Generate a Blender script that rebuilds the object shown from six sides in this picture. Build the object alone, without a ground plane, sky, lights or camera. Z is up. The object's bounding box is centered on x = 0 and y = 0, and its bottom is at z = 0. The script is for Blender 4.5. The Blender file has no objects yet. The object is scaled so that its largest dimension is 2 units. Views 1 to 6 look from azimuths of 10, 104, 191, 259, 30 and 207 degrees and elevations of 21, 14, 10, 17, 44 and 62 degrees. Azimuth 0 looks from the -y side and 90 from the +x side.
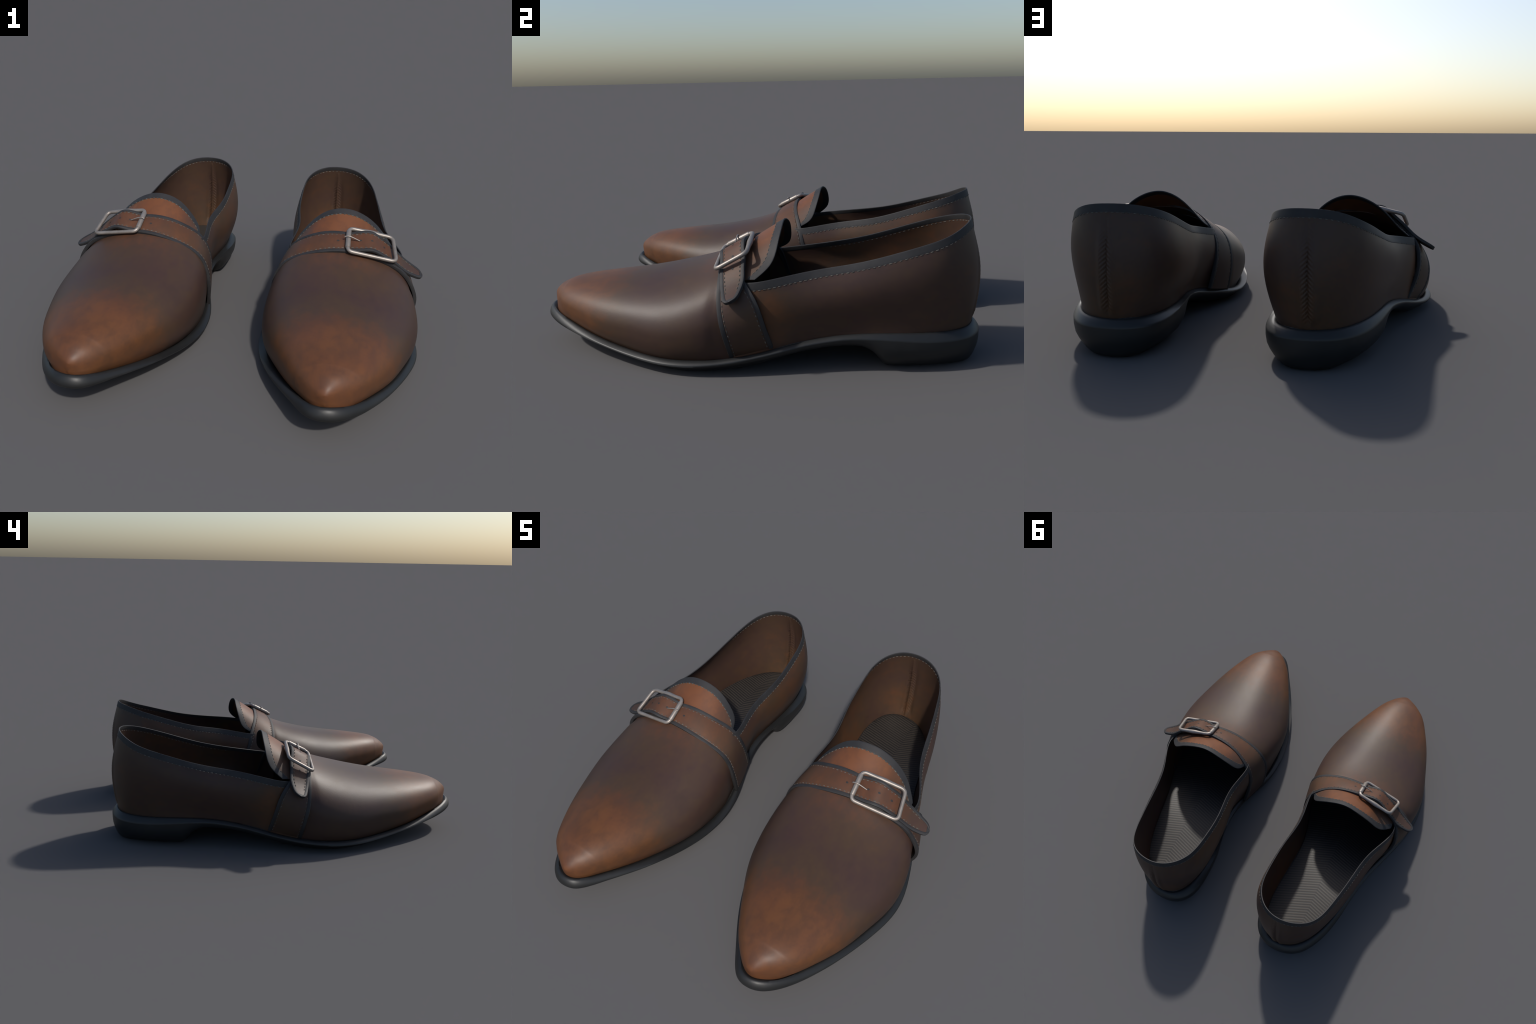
# A pair of brown leather monk-strap slip-on shoes: each shoe is built from profile curves
# (feather line, rubber edge, top line, tongue edge, strap edges) lofted into surfaces.
# The shoe at x > 0 is described; the other is its mirror image about x = 0.
import bpy, math
import numpy as np
from mathutils import Matrix

rng = np.random.default_rng(7)

# ------------------------------------------------------------------ curve helpers
def natural(t, k, s):
    """natural cubic spline through columns of k at knots t, sampled at s"""
    t = np.asarray(t, float); k = np.asarray(k, float); s = np.asarray(s, float)
    n = len(t); A = np.zeros((n, n)); B = np.zeros((n, k.shape[1])); h = np.diff(t)
    A[0, 0] = A[-1, -1] = 1
    for i in range(1, n - 1):
        A[i, i - 1] = h[i - 1]; A[i, i] = 2 * (h[i - 1] + h[i]); A[i, i + 1] = h[i]
        B[i] = 6 * ((k[i + 1] - k[i]) / h[i] - (k[i] - k[i - 1]) / h[i - 1])
    m = np.linalg.solve(A, B)
    j = np.clip(np.searchsorted(t, s, side='right') - 1, 0, n - 2)
    a = (t[j + 1] - s)[:, None]; b = (s - t[j])[:, None]; H = h[j][:, None]
    return m[j] * a**3 / (6 * H) + m[j + 1] * b**3 / (6 * H) + (k[j] / H - m[j] * H / 6) * a + (k[j + 1] / H - m[j + 1] * H / 6) * b

def knots(K, power=0.5):
    return np.concatenate([[0], np.cumsum(np.linalg.norm(np.diff(K, axis=0), axis=1) ** power)])

def curve(K, n):
    K = np.asarray(K, float); t = knots(K)
    return natural(t, K, np.linspace(0, t[-1], n))

def even(P, n):
    """resample polyline evenly by length"""
    d = np.concatenate([[0], np.cumsum(np.linalg.norm(np.diff(P, axis=0), axis=1))])
    s = np.linspace(0, d[-1], n)
    return np.stack([np.interp(s, d, P[:, i]) for i in range(P.shape[1])], -1)

def loop(K, n, extra=None):
    """closed spline through K (n samples, no repeat)"""
    K = np.asarray(K, float); m = len(K)
    KK = np.vstack([K[-5:], K, K[:6]]); t = knots(KK)
    a, b = t[5], t[5 + m]
    s = np.linspace(a, b, n, endpoint=False)
    return natural(t, KK, s)

def unit(v):
    return v / np.maximum(np.linalg.norm(v, axis=-1, keepdims=True), 1e-9)

def smooth01(x, a, b):
    t = np.clip((x - a) / (b - a), 0, 1)
    return t * t * (3 - 2 * t)

# ------------------------------------------------------------------ profile curves (shoe at x > 0)
# feather line: where the upper meets the sole (heel back -> lateral -> toe -> medial)
FEATHER = [(.405, .965, .165), (.50, .93, .166), (.58, .835, .168), (.635, .70, .172), (.672, .52, .170), (.705, .36, .152),
           (.757, .20, .118), (.81, .02, .074), (.839, -.15, .060), (.841, -.29, .060), (.803, -.45, .072), (.738, -.64, .097),
           (.66, -.81, .131), (.606, -.905, .153), (.550, -.950, .166), (.505, -.963, .168), (.458, -.943, .162), (.41, -.865, .138), (.325, -.70, .103),
           (.25, -.50, .068), (.198, -.30, .052), (.182, -.13, .057), (.20, .02, .082), (.245, .18, .122), (.27, .36, .145),
           (.253, .56, .150), (.243, .74, .157), (.271, .88, .163), (.33, .95, .165)]
# outermost rubber edge (plan), same order
EDGE = [(.405, 1.0), (.52, .965), (.61, .855), (.665, .70), (.70, .52), (.735, .36), (.79, .19), (.846, .01), (.880, -.15),
        (.881, -.29), (.842, -.46), (.777, -.65), (.699, -.82), (.632, -.925), (.565, -.985), (.505, -1.0), (.445, -.981), (.37, -.875), (.283, -.72),
        (.195, -.52), (.145, -.31), (.14, -.13), (.168, .02), (.215, .18), (.235, .36), (.212, .56), (.203, .74), (.228, .90), (.30, .98)]
EDGE_Z = ([-1.0, -.85, -.70, -.50, -.30, -.15, .0, .18, .30, .47, .59, .70, .79, .88, 1.0],
          [.138, .112, .090, .062, .048, .047, .060, .098, .128, .152, .150, .141, .134, .130, .130])
LOW_Z = ([-1.0, -.85, -.75, -.61, -.49, -.34, -.20, -.08, .04, .14, .22, .30, .385, .47, .525, .56, .59, .612, .634, .70, 1.0],
         [.110, .094, .084, .068, .053, .037, .031, .033, .046, .061, .078, .097, .111, .117, .116, .103, .078, .048, .027, .028, .032])
# top line of the quarters: lateral strap -> heel -> medial strap, with the matching foot points and belly
TOP = [(.765, .02, .385), (.784, .114, .397), (.711, .31, .432), (.667, .514, .467), (.633, .705, .518), (.585, .854, .566),
       (.502, .926, .604), (.391, .944, .616), (.296, .904, .608), (.231, .804, .578), (.215, .652, .53), (.222, .47, .477),
       (.242, .278, .443), (.224, .093, .41), (.24, .02, .405)]
FOOT = [(.812, .01, .07), (.785, .11, .09), (.718, .31, .142), (.673, .514, .17), (.633, .705, .172), (.57, .85, .168),
        (.495, .933, .166), (.40, .965, .165), (.305, .925, .164), (.252, .82, .16), (.243, .66, .15), (.259, .47, .148),
        (.262, .28, .135), (.22, .09, .1), (.2, .02, .082)]
BELLY = [.004, .011, .032, .038, .030, .024, .026, .034, .034, .043, .047, .044, .035, .022, .014]
# vamp stations: y, lateral belly (x, z), ridge (x, z), medial belly (x, z)
VAMP = [(-.94, .568, .212, .512, .261, .444, .206), (-.88, .645, .209, .516, .293, .391, .210), (-.78, .709, .201, .500, .316, .331, .204),
        (-.62, .782, .178, .491, .338, .254, .195), (-.45, .834, .171, .468, .362, .185, .170), (-.28, .872, .162, .450, .397, .158, .183),
        (-.10, .861, .196, .470, .453, .164, .220), (.03, .826, .250, .495, .516, .176, .245)]
VAMP_Y0, VAMP_Y1 = -.972, .03
TOE_TIP = (.507, .212)
# free edge of the tongue, lateral -> medial
TONGUE = [(.762, .094, .401), (.706, .152, .460), (.642, .165, .530), (.556, .163, .584), (.467, .156, .600), (.382, .158, .572),
          (.315, .151, .514), (.266, .130, .451), (.246, .083, .418)]
# strap: front and rear edge over the instep, lateral foot -> medial foot
STRAP_FRONT = [(.803, -.010, .064), (.850, -.013, .140), (.865, -.030, .226), (.840, -.047, .303), (.784, -.059, .374), (.677, -.078, .428),
               (.548, -.087, .460), (.411, -.095, .453), (.288, -.089, .413), (.197, -.075, .345), (.161, -.057, .218), (.171, -.014, .077)]
STRAP_REAR = [(.764, .170, .115), (.806, .145, .231), (.808, .108, .336), (.773, .054, .402), (.708, .019, .462), (.621, .006, .505),
              (.521, .019, .523), (.416, .030, .518), (.319, .049, .481), (.240, .083, .416), (.203, .108, .330), (.199, .142, .229), (.215, .186, .118)]
# free strap end: from under the roller, over a hump, under the outer bar, out to the tip
END_FRONT = [(.500, -.088, .462), (.537, -.088, .470), (.579, -.092, .475), (.627, -.092, .481), (.668, -.080, .466), (.705, -.070, .444), (.745, -.058, .418), (.806, -.039, .369), (.891, -.004, .328)]
END_REAR = [(.490, .019, .522), (.524, .019, .528), (.585, .018, .541), (.630, .020, .539), (.662, .026, .520), (.701, .040, .488), (.742, .048, .452), (.792, .058, .406), (.880, .050, .352)]
# buckle frame corners on the tube centre
BUCKLE = dict(out_rear=(.728, .054, .506), out_front=(.752, -.077, .433), in_front=(.520, -.107, .476), in_rear=(.515, .026, .545))
PRONG = ((.500, -.046, .524), (.516, -.046, .529), (.545, -.0435, .520), (.572, -.041, .508))

# ------------------------------------------------------------------ mesh helpers
PARTS = []          # (name, verts, faces, material, smooth angle, kind)

def add(name, V, Fc, mat, angle=45, kind=None, sub=None):
    PARTS.append(dict(name=name, V=np.asarray(V, float), F=Fc, mat=mat, angle=angle, kind=kind, sub=sub))

def grid_faces(nu, nv, close_u=False, close_v=False, off=0, flip=False):
    f = []
    for i in range(nu if close_u else nu - 1):
        for j in range(nv if close_v else nv - 1):
            a = i * nv + j; b = ((i + 1) % nu) * nv + j
            c = ((i + 1) % nu) * nv + (j + 1) % nv; d = i * nv + (j + 1) % nv
            q = (a + off, b + off, c + off, d + off)
            f.append(q[::-1] if flip else q)
    return f

def grid_normals(G):
    du = np.gradient(G, axis=0); dv = np.gradient(G, axis=1)
    return unit(np.cross(du, dv))

def shell(G, N, thick, lift=0.0, front_rim=True):
    """closed sheet: outer surface G (+lift), inner surface thick below, rims joined.  N points outward."""
    nu, nv = G.shape[:2]
    O = (G + N * lift).reshape(-1, 3); I = (G + N * (lift - thick)).reshape(-1, 3)
    V = np.vstack([O, I]); n = nu * nv
    f = grid_faces(nu, nv) + grid_faces(nu, nv, off=n, flip=True)
    def side(idx):
        for a, b in zip(idx[:-1], idx[1:]):
            f.append((b, a, a + n, b + n))
    ids = np.arange(n).reshape(nu, nv)
    if front_rim:
        side(ids[0, ::-1].tolist())
    side(ids[-1].tolist()); side(ids[:, 0].tolist()); side(ids[::-1, -1].tolist())
    # orient: make outer faces agree with N
    a, b, c, d = f[len(f) // 4 if False else (nu // 2) * (nv - 1) + nv // 2]
    fn = np.cross(V[b] - V[a], V[c] - V[a])
    if (fn * N.reshape(-1, 3)[a]).sum() < 0:
        f = [q[::-1] for q in f]
    return V, f

def ribbon(A, B, N, thick, across=9, crown=0.0, lift=0.0, round_edge=True):
    """band between edge curves A and B with rounded edges; N outward along the band"""
    n = len(A)
    w = 0.5 - 0.5 * np.cos(np.linspace(0, np.pi, across))
    ring = []
    for t in w:
        ring.append(A + (B - A) * t + N * (lift + crown * 4 * t * (1 - t) - (thick * .35 if t in (w[0], w[-1]) else 0)))
    for t in w[::-1]:
        ring.append(A + (B - A) * t + N * (lift + crown * 4 * t * (1 - t) - thick + (thick * .35 if t in (w[0], w[-1]) else 0)))
    R = np.stack(ring, 1); m = R.shape[1]
    V = R.reshape(-1, 3); f = grid_faces(n, m, close_v=True)
    f.append(tuple(range(m))); f.append(tuple(range((n - 1) * m, n * m))[::-1])
    a, b, c, d = f[(n // 2) * m + across // 2]
    if (np.cross(V[b] - V[a], V[c] - V[a]) * N[n // 2]).sum() < 0:
        f = [q[::-1] for q in f]
    return V, f

def tube(P, r, seg=14, closed=False, squash=None):
    P = np.asarray(P, float); n = len(P); r = np.broadcast_to(r, (n,))
    T = unit(np.roll(P, -1, 0) - np.roll(P, 1, 0)) if closed else unit(np.gradient(P, axis=0))
    up = np.array([0.1, .35, .93]); X = unit(np.cross(T, up)); Y = np.cross(X, T)
    a = np.linspace(0, 2 * np.pi, seg, endpoint=False)
    V = P[:, None] + r[:, None, None] * (np.cos(a)[None, :, None] * X[:, None] + np.sin(a)[None, :, None] * Y[:, None])
    f = grid_faces(n, seg, close_u=closed, close_v=True)
    V = V.reshape(-1, 3)
    if not closed:
        f.append(tuple(range(seg))); f.append(tuple(range((n - 1) * seg, n * seg))[::-1])
    c = P[0]; q = f[0]; fn = np.cross(V[q[1]] - V[q[0]], V[q[2]] - V[q[0]])
    if (fn * (V[q[0]] - c)).sum() < 0:
        f = [x[::-1] for x in f]
    return V, f

def stitches(P, N, length=.0125, gap=.0215, width=.0050, height=.0020):
    """row of little thread loops on polyline P with surface normals N"""
    d = np.concatenate([[0], np.cumsum(np.linalg.norm(np.diff(P, axis=0), axis=1))])
    V, f = [], []
    s = .012
    at = lambda x: np.array([np.interp(x, d, P[:, i]) for i in range(3)])
    an = lambda x: unit(np.array([np.interp(x, d, N[:, i]) for i in range(3)]))
    while s + length < d[-1] - .008:
        L = length * rng.uniform(.8, 1.15)
        prof = [(-.5, .0), (-.36, .75), (0, 1.0), (.36, .75), (.5, 0)]
        base = len(V)
        for q, hgt in prof:
            c = at(s + (q + .5) * L); nn = an(s + (q + .5) * L)
            t = unit(at(min(s + (q + .5) * L + .004, d[-1])) - at(max(s + (q + .5) * L - .004, 0)))
            side = np.cross(nn, t) * width * .5 * (.55 + .45 * hgt)
            V += [c - side - nn * .002, c - side * .8 + nn * height * hgt * .8, c + nn * (height * hgt + .0004), c + side * .8 + nn * height * hgt * .8, c + side - nn * .002]
        for i in range(len(prof) - 1):
            for j in range(4):
                a = base + i * 5 + j
                f.append((a, a + 5, a + 6, a + 1))
        s += gap * rng.uniform(.94, 1.06)
    return np.array(V), f

def merge(pieces):
    V, f, o = [], [], 0
    for v, fc in pieces:
        V.append(v); f += [tuple(i + o for i in q) for q in fc]; o += len(v)
    return np.vstack(V), f

# ------------------------------------------------------------------ sole and heel (one rubber body, split at the heel)
NL = 720
Fl = loop(FEATHER, NL)
El = loop([(*p, 0) for p in EDGE], NL); El[:, 2] = np.interp(El[:, 1], *EDGE_Z)
inner_side = smooth01(-El[:, 0], -.58, -.26)            # 1 on the medial side: the heel breast runs obliquely
breast_y = El[:, 1] + .048 * inner_side * smooth01(El[:, 1], .36, .50)
zl = np.interp(breast_y, *LOW_Z)
# soften the piecewise-linear height tables
def soften(a, k=9):
    ker = np.hanning(k + 2)[1:-1]; ker /= ker.sum()
    return np.convolve(np.r_[a[-k:], a, a[:k]], ker, 'same')[k:-k]
El[:, 2] = soften(El[:, 2], 31); zl = soften(zl, 9)
tan = unit((np.roll(El, -1, 0) - np.roll(El, 1, 0)) * [1, 1, 0])
inw = np.stack([-tan[:, 1], tan[:, 0], 0 * tan[:, 0]], 1)
if ((np.array([.5, 0, 0]) - El)[NL // 4] * inw[NL // 4]).sum() < 0:
    inw = -inw
zE = np.maximum(El[:, 2], zl + .012)
heel = smooth01(breast_y, .55, .66)
rise = Fl[:, 2]
def ring(base, z):
    r = base.copy(); r[:, 2] = z; return r
def fe(t):      # between feather line and rubber edge
    return Fl * (1 - t) + El * t
fore = 1 - smooth01(El[:, 1], -.02, .16)
def welt(t, z_fore):    # forefoot: rounded lip; heel and waist: straight bevel down to a crease
    return ring(fe(t), z_fore * fore + (rise + (zE - rise) * t**1.9) * (1 - fore))
rings = [ring(Fl + inw * .030, rise - .012), ring(Fl + inw * .004, rise - .006), ring(fe(.10), rise - .004),
         welt(.28, rise + .004), welt(.50, rise + .003), welt(.72, rise * .84 + zE * .16 + .001), welt(.90, rise * .50 + zE * .50),
         welt(.985, rise * .16 + zE * .84), ring(El + inw * .0, zE - .004)]
hgt = zE - zl
def low(inset, inset_heel, frac):
    return ring(El + inw * (inset * (1 - heel) + inset_heel * heel)[:, None], zl + hgt * frac)
rear = np.clip(-inw[:, 1], 0, 1)**1.2          # 1 at the back of the heel, 0 along its sides
def hi(sides, back):                            # the medial side is cut nearly straight down
    return (sides * (1 - .22 * inner_side)) * (1 - rear) + back * rear
rings += [low(.001, .000, .72), low(.005, hi(.006, .002), .45), low(.011, hi(.020, .007), .24), low(.020, hi(.040, .014), .04)]
drop_z = .031 * (1 - .55 * smooth01(-El[:, 1], .45, .95)) * (1 - .5 * smooth01(El[:, 1], .08, .25) * (1 - smooth01(breast_y, .575, .635)))
bot = zl - drop_z
def lowz(inset, inset_heel, drop):
    return ring(El + inw * (inset * (1 - heel) + inset_heel * heel)[:, None], zl - drop * drop_z)
rings += [lowz(.034, hi(.066, .020), .40), lowz(.055, hi(.098, .028), .80), lowz(.080, hi(.125, .040), 1.0)]
spine = np.stack([np.full(NL, .0), np.clip(El[:, 1], -.80, .84), bot], 1)
spine[:, 0] = np.interp(spine[:, 1], [-.8, -.4, 0, .4, .84], [.52, .52, .51, .47, .41])
last = rings[-1]
for t in (.35, .7, 1.0):
    r = last * (1 - t) + spine * t
    r[:, 2] = np.maximum(last[:, 2] - .001 * t, 0.0)
    rings.append(r)
RG = np.stack(rings, 0)
RG[:, :, 2] = np.maximum(RG[:, :, 2], 0.0)
nr = len(rings)
V = RG.reshape(-1, 3)
faces = grid_faces(nr, NL, close_v=True)
# orientation check with a top face at the toe
q = faces[3 * NL + NL // 2]
if np.cross(V[q[1]] - V[q[0]], V[q[2]] - V[q[0]])[2] < 0:
    faces = [x[::-1] for x in faces]
split_ring = 8
top_f, heel_f = [], []
for k, q in enumerate(faces):
    r, c = divmod(k, NL)
    yc = V[list(q), 1].mean()
    (heel_f if (r >= split_ring and yc > .535) else top_f).append(q)
def compact(V, f):
    u = sorted({i for q in f for i in q}); m = {a: b for b, a in enumerate(u)}
    return V[u], [tuple(m[i] for i in q) for q in f]
add('outsole', *compact(V, top_f), 'rubber', angle=60)
PARTS[-1]['group'] = 'sole'
add('heel', *compact(V, heel_f), 'rubber', angle=60)
PARTS[-1]['group'] = 'sole'
SOLE_ALL = (V, faces)

# insole: sits inside the upper a little above the feather line
lift_in = .001 + .008 * (1 - smooth01(Fl[:, 1], .45, .85))
ins = [ring(Fl + inw * .000, rise - .008), ring(Fl + inw * .006, rise + lift_in - .002), ring(Fl + inw * .03, rise + lift_in)]
sp2 = np.stack([np.interp(np.clip(Fl[:, 1], -.8, .86), [-.8, -.4, 0, .4, .86], [.52, .52, .51, .47, .42]), np.clip(Fl[:, 1], -.8, .86), 0 * zl], 1)
i_t = int(np.argmin(Fl[:, 1])); z2 = ins[2][:, 2]
z_mid = .5 * (np.interp(sp2[:, 1], Fl[:i_t + 1, 1][::-1], z2[:i_t + 1][::-1]) + np.interp(sp2[:, 1], Fl[i_t:, 1], z2[i_t:]))
for t in (.3, .65, 1.0):
    r = ins[2] * (1 - t) + sp2 * t; r[:, 2] = ins[2][:, 2] * (1 - t) + z_mid * t
    ins.append(r)
G = np.stack(ins, 0); Vi = G.reshape(-1, 3); fi = grid_faces(len(ins), NL, close_v=True)
q = fi[3 * NL + 5]
if np.cross(Vi[q[1]] - Vi[q[0]], Vi[q[2]] - Vi[q[0]])[2] < 0:
    fi = [x[::-1] for x in fi]
add('insole', Vi, fi, 'insole')

# ------------------------------------------------------------------ vamp
i_toe = int(np.argmin(Fl[:, 1]))                   # loop order: heel -> lateral -> toe -> medial
FLs = Fl[40:i_toe + 1][::-1]; FMs = Fl[i_toe:NL - 40]
Y_NOSE = Fl[i_toe, 1]
def feather_at(y):
    l = np.stack([np.interp(y, FLs[:, 1], FLs[:, 0]), np.interp(y, FLs[:, 1], FLs[:, 2])], -1)
    m = np.stack([np.interp(y, FMs[:, 1], FMs[:, 0]), np.interp(y, FMs[:, 1], FMs[:, 2])], -1)
    return l, m
st = np.array(VAMP)
Tk = np.concatenate([[0], np.sqrt((st[:, 0] - VAMP_Y0) / (VAMP_Y1 - VAMP_Y0))])
Kk = np.vstack([[*TOE_TIP, *TOE_TIP, *TOE_TIP], st[:, 1:]])
NT, NF = 130, 26
s = np.linspace(0, 1, NT)**1.15; qv = natural(Tk, Kk, s); yv = VAMP_Y0 + (VAMP_Y1 - VAMP_Y0) * s**2
l, m = feather_at(np.maximum(yv, Y_NOSE))
def lower(f, bx, bz, n):
    u = np.linspace(0, 1, n, endpoint=False)[None]
    return f[:, :1] + (bx - f[:, 0])[:, None] * (1 - (1 - u)**2.5), f[:, 1:] - .006 + (bz - f[:, 1] + .006)[:, None] * u
def upper(bx, bz, rx, rz, n, full=None):
    a = np.linspace(0, np.pi / 2, n, endpoint=False)[None]
    e = 1.0 if full is None else full[:, None]            # below 1: a fuller shoulder
    return rx[:, None] + (bx - rx)[:, None] * np.cos(a)**e, bz[:, None] + (rz - bz)[:, None] * np.sin(a)**e
xl, zl_ = lower(l, qv[:, 0], qv[:, 1], NF // 2); xu, zu = upper(qv[:, 0], qv[:, 1], qv[:, 2], qv[:, 3], NF)
xm, zm = lower(m, qv[:, 4], qv[:, 5], NF // 2); xw, zw = upper(qv[:, 4], qv[:, 5], qv[:, 2], qv[:, 3], NF, 1 - .10 * smooth01(yv, -.40, -.15))
X = np.concatenate([xl, xu, qv[:, 2:3], xw[:, ::-1], xm[:, ::-1]], 1)
Z = np.concatenate([zl_, zu, qv[:, 3:4], zw[:, ::-1], zm[:, ::-1]], 1)
Y = np.repeat(yv[:, None], X.shape[1], 1)
foot_y = np.maximum(yv, Y_NOSE)[:, None]            # the lower edge never passes in front of the feather line
h_ = NF // 2; uu = (np.arange(h_) / h_)[None]; ease = 1 - (1 - uu)**2
Y[:, :h_] = foot_y * (1 - ease) + yv[:, None] * ease; Y[:, -h_:] = Y[:, :h_][:, ::-1]
VG = np.stack([X, Y, Z], -1)
toe_w = (1 - smooth01(s, .18, .42))[:, None, None]          # relax the toe cap into an even dome
for _ in range(40):
    S_ = VG.copy()
    S_[1:-1, 1:-1] = .25 * (VG[:-2, 1:-1] + VG[2:, 1:-1] + VG[1:-1, :-2] + VG[1:-1, 2:])
    S_[0, 1:-1] = .5 * VG[0, 1:-1] + .25 * (VG[1, 1:-1] + VG[1, 1:-1][::-1])     # across the closed front line
    VG = VG + (S_ - VG) * toe_w * .6
VG[0] = .5 * (VG[0] + VG[0][::-1])
VN = grid_normals(VG)
mid = VG.shape[1] // 2
if VN[NT // 2, mid, 2] < 0:
    VN = -VN
# the vamp dips a little where the strap lies on it
dip = smooth01(VG[..., 1], -.10, -.06)[..., None] * .005
VG = VG - VN * dip
VN[0] = unit(VN[1] + VN[1][::-1])
Vv, fv = shell(VG, VN, .004, front_rim=False)     # the first row is the closed front line of the toe
add('vamp', Vv, fv, 'leather_vamp', angle=70)
PARTS[-1]['weld'] = True

# ------------------------------------------------------------------ tongue: grows out of the vamp under the strap
row = np.argmin(np.abs(yv + .03)); sec = VG[row]; secn = (VG[row] - VG[row - 6]); secn = unit(secn)
a0 = np.argmin(np.abs(sec[:mid, 2] - .385)); a1 = len(sec) - 1 - np.argmin(np.abs(sec[mid:, 2][::-1] - .39))
base = even(sec[a0:a1 + 1], 61); bdir = even(secn[a0:a1 + 1], 61)
edge = even(curve(TONGUE, 200), 61)
NTg = 30
rows = []
Lg = np.linalg.norm(edge - base, axis=1, keepdims=True)
ctrl = (base + edge) / 2 + np.array([0, -.004, .006])
for t in np.linspace(0, 1, NTg):
    rows.append(base * (1 - t)**2 + ctrl * 2 * t * (1 - t) + edge * t * t)
TG = np.stack(rows, 0); TN = grid_normals(TG)
if TN[NTg // 2, 30, 2] < 0:
    TN = -TN
TG0 = TG.copy()
Vt, ft = shell(TG - TN * .001, TN, .003)
add('tongue', Vt, ft, 'leather_tongue', angle=70)

def band_from_edge(G, N, width, lift, thick, inner_width, rows=8):
    """binding wrapped over the edge G[-1] of a sheet: outer strip, rim, inner strip"""
    n = G.shape[1]
    out_rows = []
    d = np.concatenate([np.zeros((1, n)), np.cumsum(np.linalg.norm(np.diff(G[::-1], axis=0), axis=2), axis=0)])
    Gr, Nr = G[::-1], N[::-1]
    def at(dist):
        P = np.zeros((n, 3)); Q = np.zeros((n, 3))
        for j in range(n):
            for k in range(3):
                P[j, k] = np.interp(dist, d[:, j], Gr[:, j, k]); Q[j, k] = np.interp(dist, d[:, j], Nr[:, j, k])
        return P, unit(Q)
    ds = np.linspace(width, 0, rows)
    R = []
    P, Q = at(width); R.append(P - Q * .002)
    for x in ds:
        P, Q = at(x); bulge = lift * (1 if x < width - 1e-6 else .6); R.append(P + Q * bulge)
    P, Q = at(0); P2, _ = at(.004); up = unit(P - P2)
    R.append(P + up * .0014 + Q * (lift * .5)); R.append(P + up * .0018 - Q * thick * .5); R.append(P + up * .0014 - Q * (thick + lift * .3))
    for x in np.linspace(0, inner_width, 5):
        P, Q = at(x); R.append(P - Q * (thick + lift * (1 if x < inner_width - 1e-6 else .3)))
    P, Q = at(inner_width); R.append(P - Q * (thick - .003))
    R = np.stack(R, 1); m = R.shape[1]
    V = R.reshape(-1, 3); f = grid_faces(n, m)
    a, b, c, dd = f[(n // 2) * (m - 1) + 3]
    if (np.cross(V[b] - V[a], V[c] - V[a]) * N[-2, n // 2]).sum() < 0:
        f = [x[::-1] for x in f]
    Ps, Qs = at(width + .002)
    return (V, f), (Ps, Qs)

(bv, bf), (sp_, sn_) = band_from_edge(TG, TN, .034, .0010, .004, .034)
add('tongue_binding', bv, bf, 'edge_leather', angle=50)
stitch_sets = [stitches(sp_, sn_)]

# ------------------------------------------------------------------ quarters (two halves meeting at the heel seam)
NQ, KQ = 281, 34
n_st = len(TOP)
Tq = curve(TOP, NQ); Fq = curve(FOOT, NQ)
bel = natural(knots(np.array(TOP)), np.array(BELLY)[:, None], np.linspace(0, knots(np.array(TOP))[-1], NQ))[:, 0]
mm = (Tq + Fq) / 2; tq = unit(np.gradient(mm, axis=0) * [1, 1, 0])
nq = np.stack([-tq[:, 1], tq[:, 0], 0 * tq[:, 0]], 1)
if nq[NQ // 2, 1] < 0:
    nq = -nq
v = np.linspace(0, 1, KQ)
Fq2 = Fq - [0, 0, .008]
outer_side = np.arange(NQ) < NQ // 2                        # lateral half of the wall
reach = np.where(outer_side, 1.0, 1 - smooth01(mm[:, 1], .28, .50))
side_pow = 1.0 + .42 * (np.abs(tq[:, 1])**2 * reach)[:, None]   # higher belly along the sides, centred at the heel
prof = np.sin(np.pi * v[None]**side_pow)
QG = Fq2[:, None] + (Tq - Fq2)[:, None] * v[None, :, None] + nq[:, None] * prof[..., None] * bel[:, None, None]
# refine the grid near the heel seam so that the stitched groove can be modelled
heel_i = np.argmax(QG[:, KQ // 2, 1])
u_old = np.arange(NQ, dtype=float)
near = np.linspace(-9, 9, 73)
u_new = np.unique(np.concatenate([u_old[u_old < heel_i - 9], heel_i + near, u_old[u_old > heel_i + 9]]))
v_old = v; v_new = np.linspace(0, 1, 150)
def regrid(G):
    A = np.stack([[np.interp(u_new, u_old, G[:, j, k]) for j in range(G.shape[1])] for k in range(3)], -1).transpose(1, 0, 2)
    return np.stack([[np.interp(v_new, v_old, A[i, :, k]) for i in range(A.shape[0])] for k in range(3)], -1)
# smooth resampling in u and v with splines
def respline(G):
    nu, nv = G.shape[:2]
    A = natural(u_old, G.reshape(nu, -1), u_new).reshape(len(u_new), nv, 3)
    B = natural(v_old, A.transpose(1, 0, 2).reshape(nv, -1), v_new).reshape(len(v_new), len(u_new), 3)
    return B.transpose(1, 0, 2)
QG = respline(QG); QN = grid_normals(QG)
ci = np.argmin(np.abs(u_new - heel_i))
if QN[ci, 75, 1] < 0:
    QN = -QN
arc = (QG[:, :, :] - QG[ci][None]); side = np.sign(u_new - heel_i)[:, None] * np.linalg.norm(arc, axis=2)
vv = v_new[None]
fade = smooth01(vv, .02, .14) * (1 - smooth01(vv, .55, .95))
puck = np.abs(((vv * 26 + np.abs(side) * 55) % 1.0) - .5) * 2          # herringbone puckers beside the seam
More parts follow.
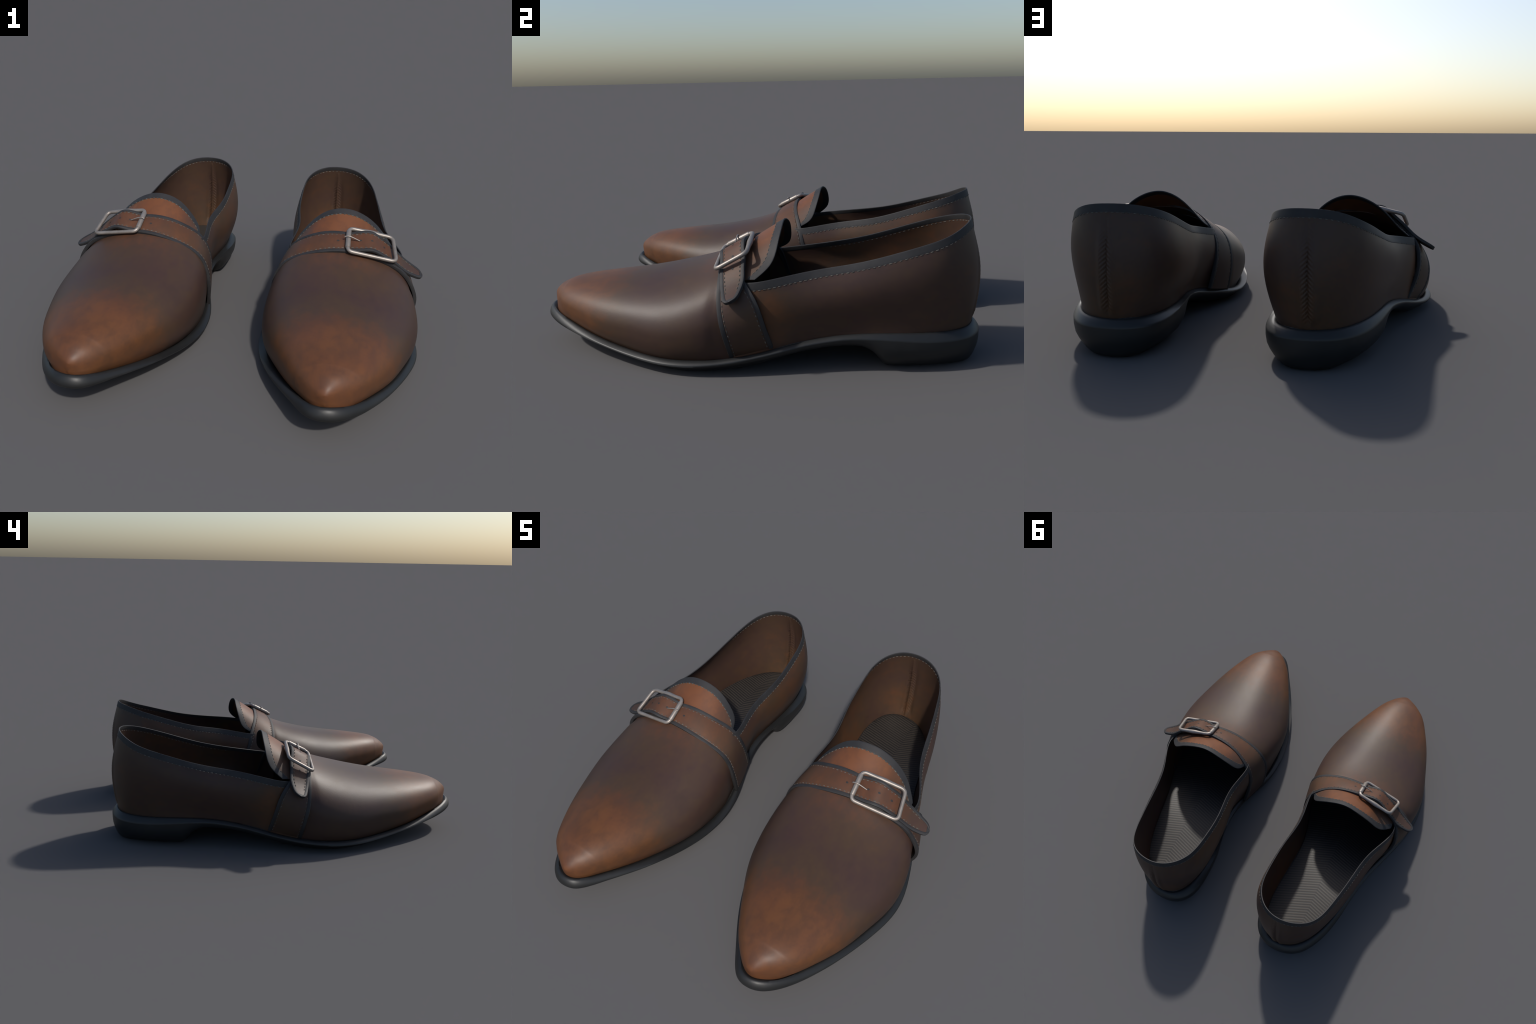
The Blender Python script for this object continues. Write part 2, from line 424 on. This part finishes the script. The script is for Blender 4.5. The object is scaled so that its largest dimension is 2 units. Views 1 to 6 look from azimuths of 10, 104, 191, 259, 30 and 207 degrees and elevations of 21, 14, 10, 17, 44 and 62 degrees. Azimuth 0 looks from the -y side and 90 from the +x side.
groove = -.0055 * np.exp(-(side / .0065)**2) * (.35 + .65 * fade) * (1 - smooth01(vv, .90, .925))
ridge = .0065 * np.exp(-((np.abs(side) - .020) / .016)**2) * fade
pleat = -.0030 * puck * np.exp(-((np.abs(side) - .010) / .012)**2) * fade
QG = QG + QN * (groove + ridge + pleat)[..., None]
# faint waviness of the leather
QNs = QN
Q_THICK = .0035
for name, sl in (('quarter', slice(0, ci + 1)), ('quarter', slice(ci, None))):
    Vq, fq = shell(QG[sl], QNs[sl], Q_THICK)
    add(name, Vq, fq, 'leather_quarter', angle=70)
Gb = QG.transpose(1, 0, 2); Nb = QNs.transpose(1, 0, 2)
(bv, bf), (sp_, sn_) = band_from_edge(Gb, Nb, .032, .0010, Q_THICK, .022)
add('topline_binding', bv, bf, 'edge_leather', angle=50)
# keep stitches clear of the part hidden under the strap
stitch_sets.append(stitches(sp_[8:-8], sn_[8:-8]))
inner = sp_ + 0
stitch_sets.append(stitches((sp_ - sn_ * (Q_THICK + .001) + np.array([0, 0, .007]))[40:-40], -sn_[40:-40]))

# ------------------------------------------------------------------ strap over the instep
NS = 150
SF = even(curve(STRAP_FRONT, 400), NS); SR = even(curve(STRAP_REAR, 400), NS)
al = np.gradient((SF + SR) / 2, axis=0); ac = SR - SF
SN = unit(np.cross(al, ac))
if SN[NS // 2, 2] < 0:
    SN = -SN
W = np.linalg.norm(SR - SF, axis=1, keepdims=True)
ew = .020
def strap_lift(w):          # lies on the vamp in front, on the quarter behind
    return .004
STH = .016
add('strap', *ribbon(SF + (SR - SF) * (ew * .6 / W), SR - (SR - SF) * (ew * .6 / W), SN, STH - .004, across=11, crown=.004, lift=.003), 'leather_strap', angle=50)
e1 = ribbon(SF, SF + (SR - SF) * (ew / W), SN, STH, across=7, crown=.0012, lift=.0046)
e2 = ribbon(SR, SR - (SR - SF) * (ew / W), SN, STH, across=7, crown=.0012, lift=.0046)
add('strap_binding', *merge([e1, e2]), 'edge_leather', angle=50)
st1 = SF + (SR - SF) * ((ew + .004) / W); st2 = SR - (SR - SF) * ((ew + .004) / W)
stitch_sets += [stitches(st1 + SN * .0038, SN), stitches(st2 + SN * .0038, SN)]

# free strap end
NE = 110
EF = curve(END_FRONT, 300); ER = curve(END_REAR, 300)
EF = even(EF, NE); ER = even(ER, NE)
ctr = (EF + ER) / 2; half = (ER - EF) / 2
u = np.linspace(0, 1, NE)
tip = np.where(u < .91, 1.0, np.maximum(1 - ((u - .91) / .0905)**3, 0.0)**.45)
half = half * tip[:, None]
EN = unit(np.cross(np.gradient(ctr, axis=0), ER - EF))
if EN[NE // 3, 2] < 0:
    EN = -EN
hw = np.linalg.norm(half, axis=1, keepdims=True)
ew2 = np.minimum(.017, hw * .85)
hd = unit(ER - EF)
keep = slice(0, NE)
add('strap_end', *ribbon(ctr - hd * (hw - ew2 * .6), ctr + hd * (hw - ew2 * .6), EN, .009, across=11, crown=.001, lift=.000), 'leather_strap', angle=50)
f1 = ribbon(ctr - hd * hw, ctr - hd * (hw - ew2), EN, .0125, across=7, crown=.002, lift=.0012)
f2 = ribbon(ctr + hd * hw, ctr + hd * (hw - ew2), EN, .0125, across=7, crown=.002, lift=.0012)
# border across the tip
k0 = np.argmin(np.abs(u - .965))
f3 = ribbon((ctr - hd * hw)[k0:], (ctr + hd * hw)[k0:], EN[k0:], .0122, across=11, crown=.001, lift=.0011)
add('strap_end_binding', *merge([f1, f2, f3]), 'edge_leather', angle=50)
stitch_sets += [stitches((ctr - hd * (hw - ew2 - .004))[6:k0 - 4] + EN[6:k0 - 4] * .0006, EN[6:k0 - 4]),
                stitches((ctr + hd * (hw - ew2 - .004))[6:k0 - 4] + EN[6:k0 - 4] * .0006, EN[6:k0 - 4])]
# punched holes: small dark dimples with a rim
def hole(c, n, r=.0042):
    a = np.linspace(0, 2 * np.pi, 12, endpoint=False)
    x = unit(np.cross(n, [0, 1, .2])); y = np.cross(n, x)
    V = [c + n * .0004]
    for rr, h in ((r * .6, .0006), (r, .0012), (r * 1.25, .0004)):
        for t in a:
            V.append(c + (x * math.cos(t) * 1.25 + y * math.sin(t)) * rr + n * h)
    f = [(0, 1 + i, 1 + (i + 1) % 12) for i in range(12)]
    for k in range(2):
        for i in range(12):
            b = 1 + k * 12
            f.append((b + i, b + 12 + i, b + 12 + (i + 1) % 12, b + (i + 1) % 12))
    return np.array(V), f
holes = []
for xh in (.578, .632, .690, .742):
    i = np.argmin(np.abs(ctr[:, 0] - xh)); holes.append(hole(ctr[i] + EN[i] * .001 + hd[i] * .002, EN[i]))
for xh in (.470,):
    i = np.argmin(np.abs(((SF + SR) / 2)[:, 0] - xh) + 10 * (((SF + SR) / 2)[:, 2] < .4)); holes.append(hole((SF + SR)[i] / 2 + SN[i] * .0072, SN[i]))
add('strap_hole', *merge(holes), 'hole', angle=60, kind='stuff')
add('stitching', *merge(stitch_sets), 'thread', angle=60, kind='stuff')

# ------------------------------------------------------------------ buckle
B = {k: np.array(p) for k, p in BUCKLE.items()}
def rounded_frame(corners, rad, per=8, straight=14):
    P = []
    n = len(corners); tag = []
    for i in range(n):
        a, b, c = corners[i - 1], corners[i], corners[(i + 1) % n]
        p, q = b + unit(a - b) * rad, b + unit(c - b) * rad
        for t in np.linspace(0, 1, per):
            P.append(p * (1 - t)**2 + b * 2 * t * (1 - t) + q * t * t); tag.append((i, -1))
        r = c + unit(b - c) * rad
        for t in np.linspace(0, 1, straight)[1:-1]:
            P.append(q * (1 - t) + r * t); tag.append((i, t))
    return np.array(P), tag
corners = [B['in_rear'], B['out_rear'], B['out_front'], B['in_front']]
P, tag = rounded_frame(corners, .027)
rad = np.full(len(P), .0095)
for i, (e, t) in enumerate(tag):
    if e == 0 and t > 0:
        rad[i] += .0035 * math.exp(-((t - .5) / .22)**2)
add('buckle_frame', *tube(P, rad, seg=16, closed=True), 'metal', angle=80)
PARTS[-1]['group'] = 'buckle'
a, b = B['in_rear'], B['in_front']
ax = unit(b - a); Ln = np.linalg.norm(b - a)
ro = [a + ax * Ln * t for t in (.13, .135, .15, .5, .83, .845, .85)]
add('buckle_roller', *tube(np.array(ro), [.0100, .0118, .0125, .0125, .0125, .0118, .0100], seg=20), 'metal', angle=40)
PARTS[-1]['group'] = 'buckle'
pr = curve(PRONG, 16)
loopp = []
c0 = (a + b) / 2 + ax * (-.005)
for t in np.linspace(-1.0, 1.6, 10):
    loopp.append(c0 + np.array([-math.sin(t) * .0145 - .002, 0, math.cos(t) * .0145]))
add('buckle_prong', *tube(pr, np.linspace(.0036, .0026, 16), seg=10), 'metal', angle=80)
PARTS[-1]['group'] = 'buckle'

# ------------------------------------------------------------------ materials
def nodes(name):
    m = bpy.data.materials.new(name); m.use_nodes = True
    nt = m.node_tree; nt.nodes.clear()
    out = nt.nodes.new('ShaderNodeOutputMaterial'); bs = nt.nodes.new('ShaderNodeBsdfPrincipled')
    nt.links.new(bs.outputs[0], out.inputs[0])
    return m, nt, bs

def new(nt, kind, **kw):
    n = nt.nodes.new('ShaderNode' + kind)
    for k, val in kw.items():
        if k.startswith('i_'):
            key = k[2:]
            n.inputs[int(key) if key.isdigit() else key].default_value = val
        else:
            setattr(n, k, val)
    return n

def math_node(nt, op, a, b=None, clamp=False):
    n = new(nt, 'Math', operation=op); n.use_clamp = clamp
    for i, x in enumerate((a, b)):
        if x is None:
            continue
        if isinstance(x, (int, float)):
            n.inputs[i].default_value = x
        else:
            nt.links.new(x, n.inputs[i])
    return n.outputs[0]

def mirrored_coords(nt):
    tc = new(nt, 'TexCoord'); sx = new(nt, 'SeparateXYZ'); nt.links.new(tc.outputs['Object'], sx.inputs[0])
    x = math_node(nt, 'ABSOLUTE', sx.outputs[0])
    cb = new(nt, 'CombineXYZ'); nt.links.new(x, cb.inputs[0]); nt.links.new(sx.outputs[1], cb.inputs[1]); nt.links.new(sx.outputs[2], cb.inputs[2])
    return cb.outputs[0], x, sx.outputs[1], sx.outputs[2]

def noise(nt, vec, scale, detail=3, rough=.55, dist=0.0, stretch=None):
    if stretch:
        mp = new(nt, 'Mapping'); mp.inputs['Scale'].default_value = stretch; nt.links.new(vec, mp.inputs[0]); vec = mp.outputs[0]
    n = new(nt, 'TexNoise'); n.inputs['Scale'].default_value = scale; n.inputs['Detail'].default_value = detail
    n.inputs['Roughness'].default_value = rough; n.inputs['Distortion'].default_value = dist
    nt.links.new(vec, n.inputs['Vector'])
    return n.outputs['Fac']

def ramp(nt, fac, stops):
    r = new(nt, 'ValToRGB'); el = r.color_ramp.elements
    while len(el) < len(stops):
        el.new(.5)
    for e, (p, c) in zip(el, stops):
        e.position = p; e.color = (*c, 1) if len(c) == 3 else c
    nt.links.new(fac, r.inputs[0])
    return r.outputs[0]

def mix(nt, fac, a, b, mode='MIX'):
    n = new(nt, 'Mix', data_type='RGBA', blend_type=mode)
    for sock, x in ((n.inputs[0], fac), (n.inputs[6], a), (n.inputs[7], b)):
        if isinstance(x, tuple):
            sock.default_value = (*x, 1)
        elif isinstance(x, (int, float)):
            sock.default_value = x
        else:
            nt.links.new(x, sock)
    return n.outputs[2]

def remap(nt, val, a, b, c=0.0, d=1.0):
    n = new(nt, 'MapRange'); n.interpolation_type = 'SMOOTHSTEP'
    nt.links.new(val, n.inputs[0])
    for i, x in enumerate((a, b, c, d)):
        n.inputs[i + 1].default_value = x
    return n.outputs[0]

def bump(nt, bs, height, strength, dist):
    b = new(nt, 'Bump'); b.inputs['Strength'].default_value = strength; b.inputs['Distance'].default_value = dist
    nt.links.new(height, b.inputs['Height']); nt.links.new(b.outputs[0], bs.inputs['Normal'])

ORANGE, RUST, BROWN, PLUM, OLIVE = (.108, .0435, .018), (.079, .0345, .0175), (.054, .031, .020), (.046, .0255, .0205), (.034, .0215, .0165)

def leather(name, glow, rough=.42, warm=1.0):
    """burnished leather; glow(nt, x, y, z, vec) -> 0..1 mask of the worn orange areas"""
    m, nt, bs = nodes(name)
    vec, x, y, z = mirrored_coords(nt)
    g = glow(nt, x, y, z, vec)
    n1 = noise(nt, vec, 6.5, 5, .62, .4); n2 = noise(nt, vec, 24, 5, .68, .3, (1.0, .6, 1.0)); n3 = noise(nt, vec, 3.0, 2, .5)
    f = math_node(nt, 'ADD', g, math_node(nt, 'MULTIPLY', math_node(nt, 'SUBTRACT', n1, .5), .55))
    f = math_node(nt, 'ADD', f, math_node(nt, 'MULTIPLY', math_node(nt, 'SUBTRACT', n2, .5), .62), clamp=True)
    col = ramp(nt, f, [(.0, OLIVE), (.28, PLUM), (.52, BROWN), (.78, RUST), (1.0, ORANGE)])
    tint = ramp(nt, n3, [(.35, (1.0, .94, 1.06)), (.65, (1.0, 1.03, .88))])
    col = mix(nt, .6, col, tint, 'MULTIPLY')
    if warm != 1.0:
        col = mix(nt, 1.0, col, (warm, warm * .95, warm * .9), 'MULTIPLY')
    nt.links.new(col, bs.inputs['Base Color'])
    r = math_node(nt, 'ADD', math_node(nt, 'MULTIPLY', n2, .08), rough - .04)
    nt.links.new(r, bs.inputs['Roughness'])
    bs.inputs['Specular IOR Level'].default_value = .29
    grain = noise(nt, vec, 160, 3, .6)
    bump(nt, bs, grain, .10, .002)
    return m

def glow_vamp(nt, x, y, z, vec):
    toe = remap(nt, y, -.36, -.74, 0, .62)
    mid_line = math_node(nt, 'ABSOLUTE', math_node(nt, 'SUBTRACT', x, .50))
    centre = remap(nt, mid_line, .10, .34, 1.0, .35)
    instep = math_node(nt, 'MULTIPLY', remap(nt, y, -.40, -.08, 0, .33), centre)
    t = math_node(nt, 'MAXIMUM', math_node(nt, 'MULTIPLY', toe, remap(nt, mid_line, .12, .36, 1.0, .7)), instep)
    return math_node(nt, 'ADD', t, .30)

def glow_const(v):
    def g(nt, x, y, z, vec):
        return math_node(nt, 'ADD', noise(nt, vec, 2.2, 1), v - .5)
    return g

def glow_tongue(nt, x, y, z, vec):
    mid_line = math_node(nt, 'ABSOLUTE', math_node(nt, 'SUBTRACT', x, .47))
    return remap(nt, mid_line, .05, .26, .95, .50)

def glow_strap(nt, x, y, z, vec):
    mid_line = math_node(nt, 'ABSOLUTE', math_node(nt, 'SUBTRACT', x, .50))
    return remap(nt, mid_line, .20, .35, .74, .42)

MAT = {}
MAT['leather_vamp'] = leather('vamp_leather', glow_vamp, .47)
MAT['leather_quarter'] = leather('quarter_leather', glow_const(.48), .47)
MAT['leather_tongue'] = leather('tongue_leather', glow_tongue, .52, 1.2)
MAT['leather_strap'] = leather('strap_leather', glow_strap, .52)

def plain(name, lo, hi, scale, rough, metallic=0, spec=.5, grain=None):
    m, nt, bs = nodes(name)
    vec, x, y, z = mirrored_coords(nt)
    n = noise(nt, vec, scale, 4, .6)
    nt.links.new(ramp(nt, n, [(.3, lo), (.7, hi)]), bs.inputs['Base Color'])
    bs.inputs['Roughness'].default_value = rough; bs.inputs['Metallic'].default_value = metallic
    bs.inputs['Specular IOR Level'].default_value = spec
    if grain:
        bump(nt, bs, noise(nt, vec, grain, 3), .12, .002)
    return m
MAT['edge_leather'] = plain('edge_leather', (.017, .0165, .0175), (.026, .025, .026), 14, .62, spec=.35, grain=150)
MAT['rubber'] = plain('black_rubber', (.011, .0115, .012), (.016, .0165, .017), 6, .46, spec=.4, grain=90)
MAT['thread'] = plain('thread', (.035, .032, .029), (.125, .115, .10), 55, .8, spec=.2)
MAT['hole'] = plain('punched_hole', (.012, .011, .011), (.018, .016, .015), 30, .7)
MAT['metal'] = plain('worn_nickel', (.20, .175, .155), (.30, .27, .245), 18, .46, metallic=.55)

m, nt, bs = nodes('ribbed_insole')
vec, x, y, z = mirrored_coords(nt)
dx = math_node(nt, 'ABSOLUTE', math_node(nt, 'SUBTRACT', x, .482))
phase = math_node(nt, 'MULTIPLY', math_node(nt, 'SUBTRACT', y, math_node(nt, 'MULTIPLY', dx, .36)), 2 * math.pi / .0175)
wave = math_node(nt, 'ADD', math_node(nt, 'MULTIPLY', math_node(nt, 'SINE', phase), .5), .5)
seam = remap(nt, dx, .0, .0022, .35, 1)
h = math_node(nt, 'MULTIPLY', wave, seam)
nz = noise(nt, vec, 7, 3)
col = ramp(nt, h, [(0, (.006, .006, .007)), (1, (.046, .037, .029))])
col = mix(nt, .25, col, ramp(nt, nz, [(.35, (.010, .011, .012)), (.65, (.024, .022, .020))]))
nt.links.new(col, bs.inputs['Base Color']); bs.inputs['Roughness'].default_value = .55
bump(nt, bs, h, .12, .003)
MAT['insole'] = m

# ------------------------------------------------------------------ objects
def make(p, mirror, parent):
    V = p['V'] * ([-1, 1, 1] if mirror else 1)
    F_ = [q[::-1] for q in p['F']] if mirror else p['F']
    me = bpy.data.meshes.new(p['name']); me.from_pydata(V.tolist(), [], [tuple(q) for q in F_])
    me.materials.append(MAT[p['mat']]); me.update()
    if p.get('weld'):
        import bmesh
        bm = bmesh.new(); bm.from_mesh(me); bmesh.ops.remove_doubles(bm, verts=bm.verts, dist=2e-4)
        # round the closed front line of the toe into an even dome
        dome = [v for v in bm.verts if v.co.y < -.87 and v.co.z > .178]
        near = [v for v in dome if v.co.y < -.925]
        for _ in range(70):
            bmesh.ops.smooth_vert(bm, verts=near, factor=.5, use_axis_x=True, use_axis_y=True, use_axis_z=True)
        for _ in range(30):
            bmesh.ops.smooth_vert(bm, verts=dome, factor=.5, use_axis_x=True, use_axis_y=True, use_axis_z=True)
        bm.to_mesh(me); bm.free()
    for poly in me.polygons:
        poly.use_smooth = True
    me.set_sharp_from_angle(angle=math.radians(p['angle']))
    o = bpy.data.objects.new(p['name'], me); bpy.context.scene.collection.objects.link(o)
    o.parent = parent; o.matrix_parent_inverse = Matrix.Translation(-parent_world[parent.name])
    if p['kind']:
        o['kind'] = p['kind']
    return o

from mathutils import Vector
parent_world = {}
def empty(name, loc, parent=None):
    e = bpy.data.objects.new(name, None); bpy.context.scene.collection.objects.link(e)
    e.empty_display_size = .1
    e.location = loc if parent is None else Vector(loc) - parent_world[parent.name]
    if parent is not None:
        e.parent = parent
    parent_world[e.name] = Vector(loc)
    return e

for mirror in (False, True):
    sx = -1 if mirror else 1
    root = empty('leather_shoe', (sx * .5, 0, 0))
    root['label'] = 'brown burnished leather slip-on dress shoe with buckled strap'
    root['category'] = 'shoe'
    groups = {'sole': empty('sole', (sx * .5, 0, 0), root), 'buckle': empty('buckle', (sx * .63, -.03, .49), root)}
    for p in PARTS:
        make(p, mirror, groups.get(p.get('group'), root))
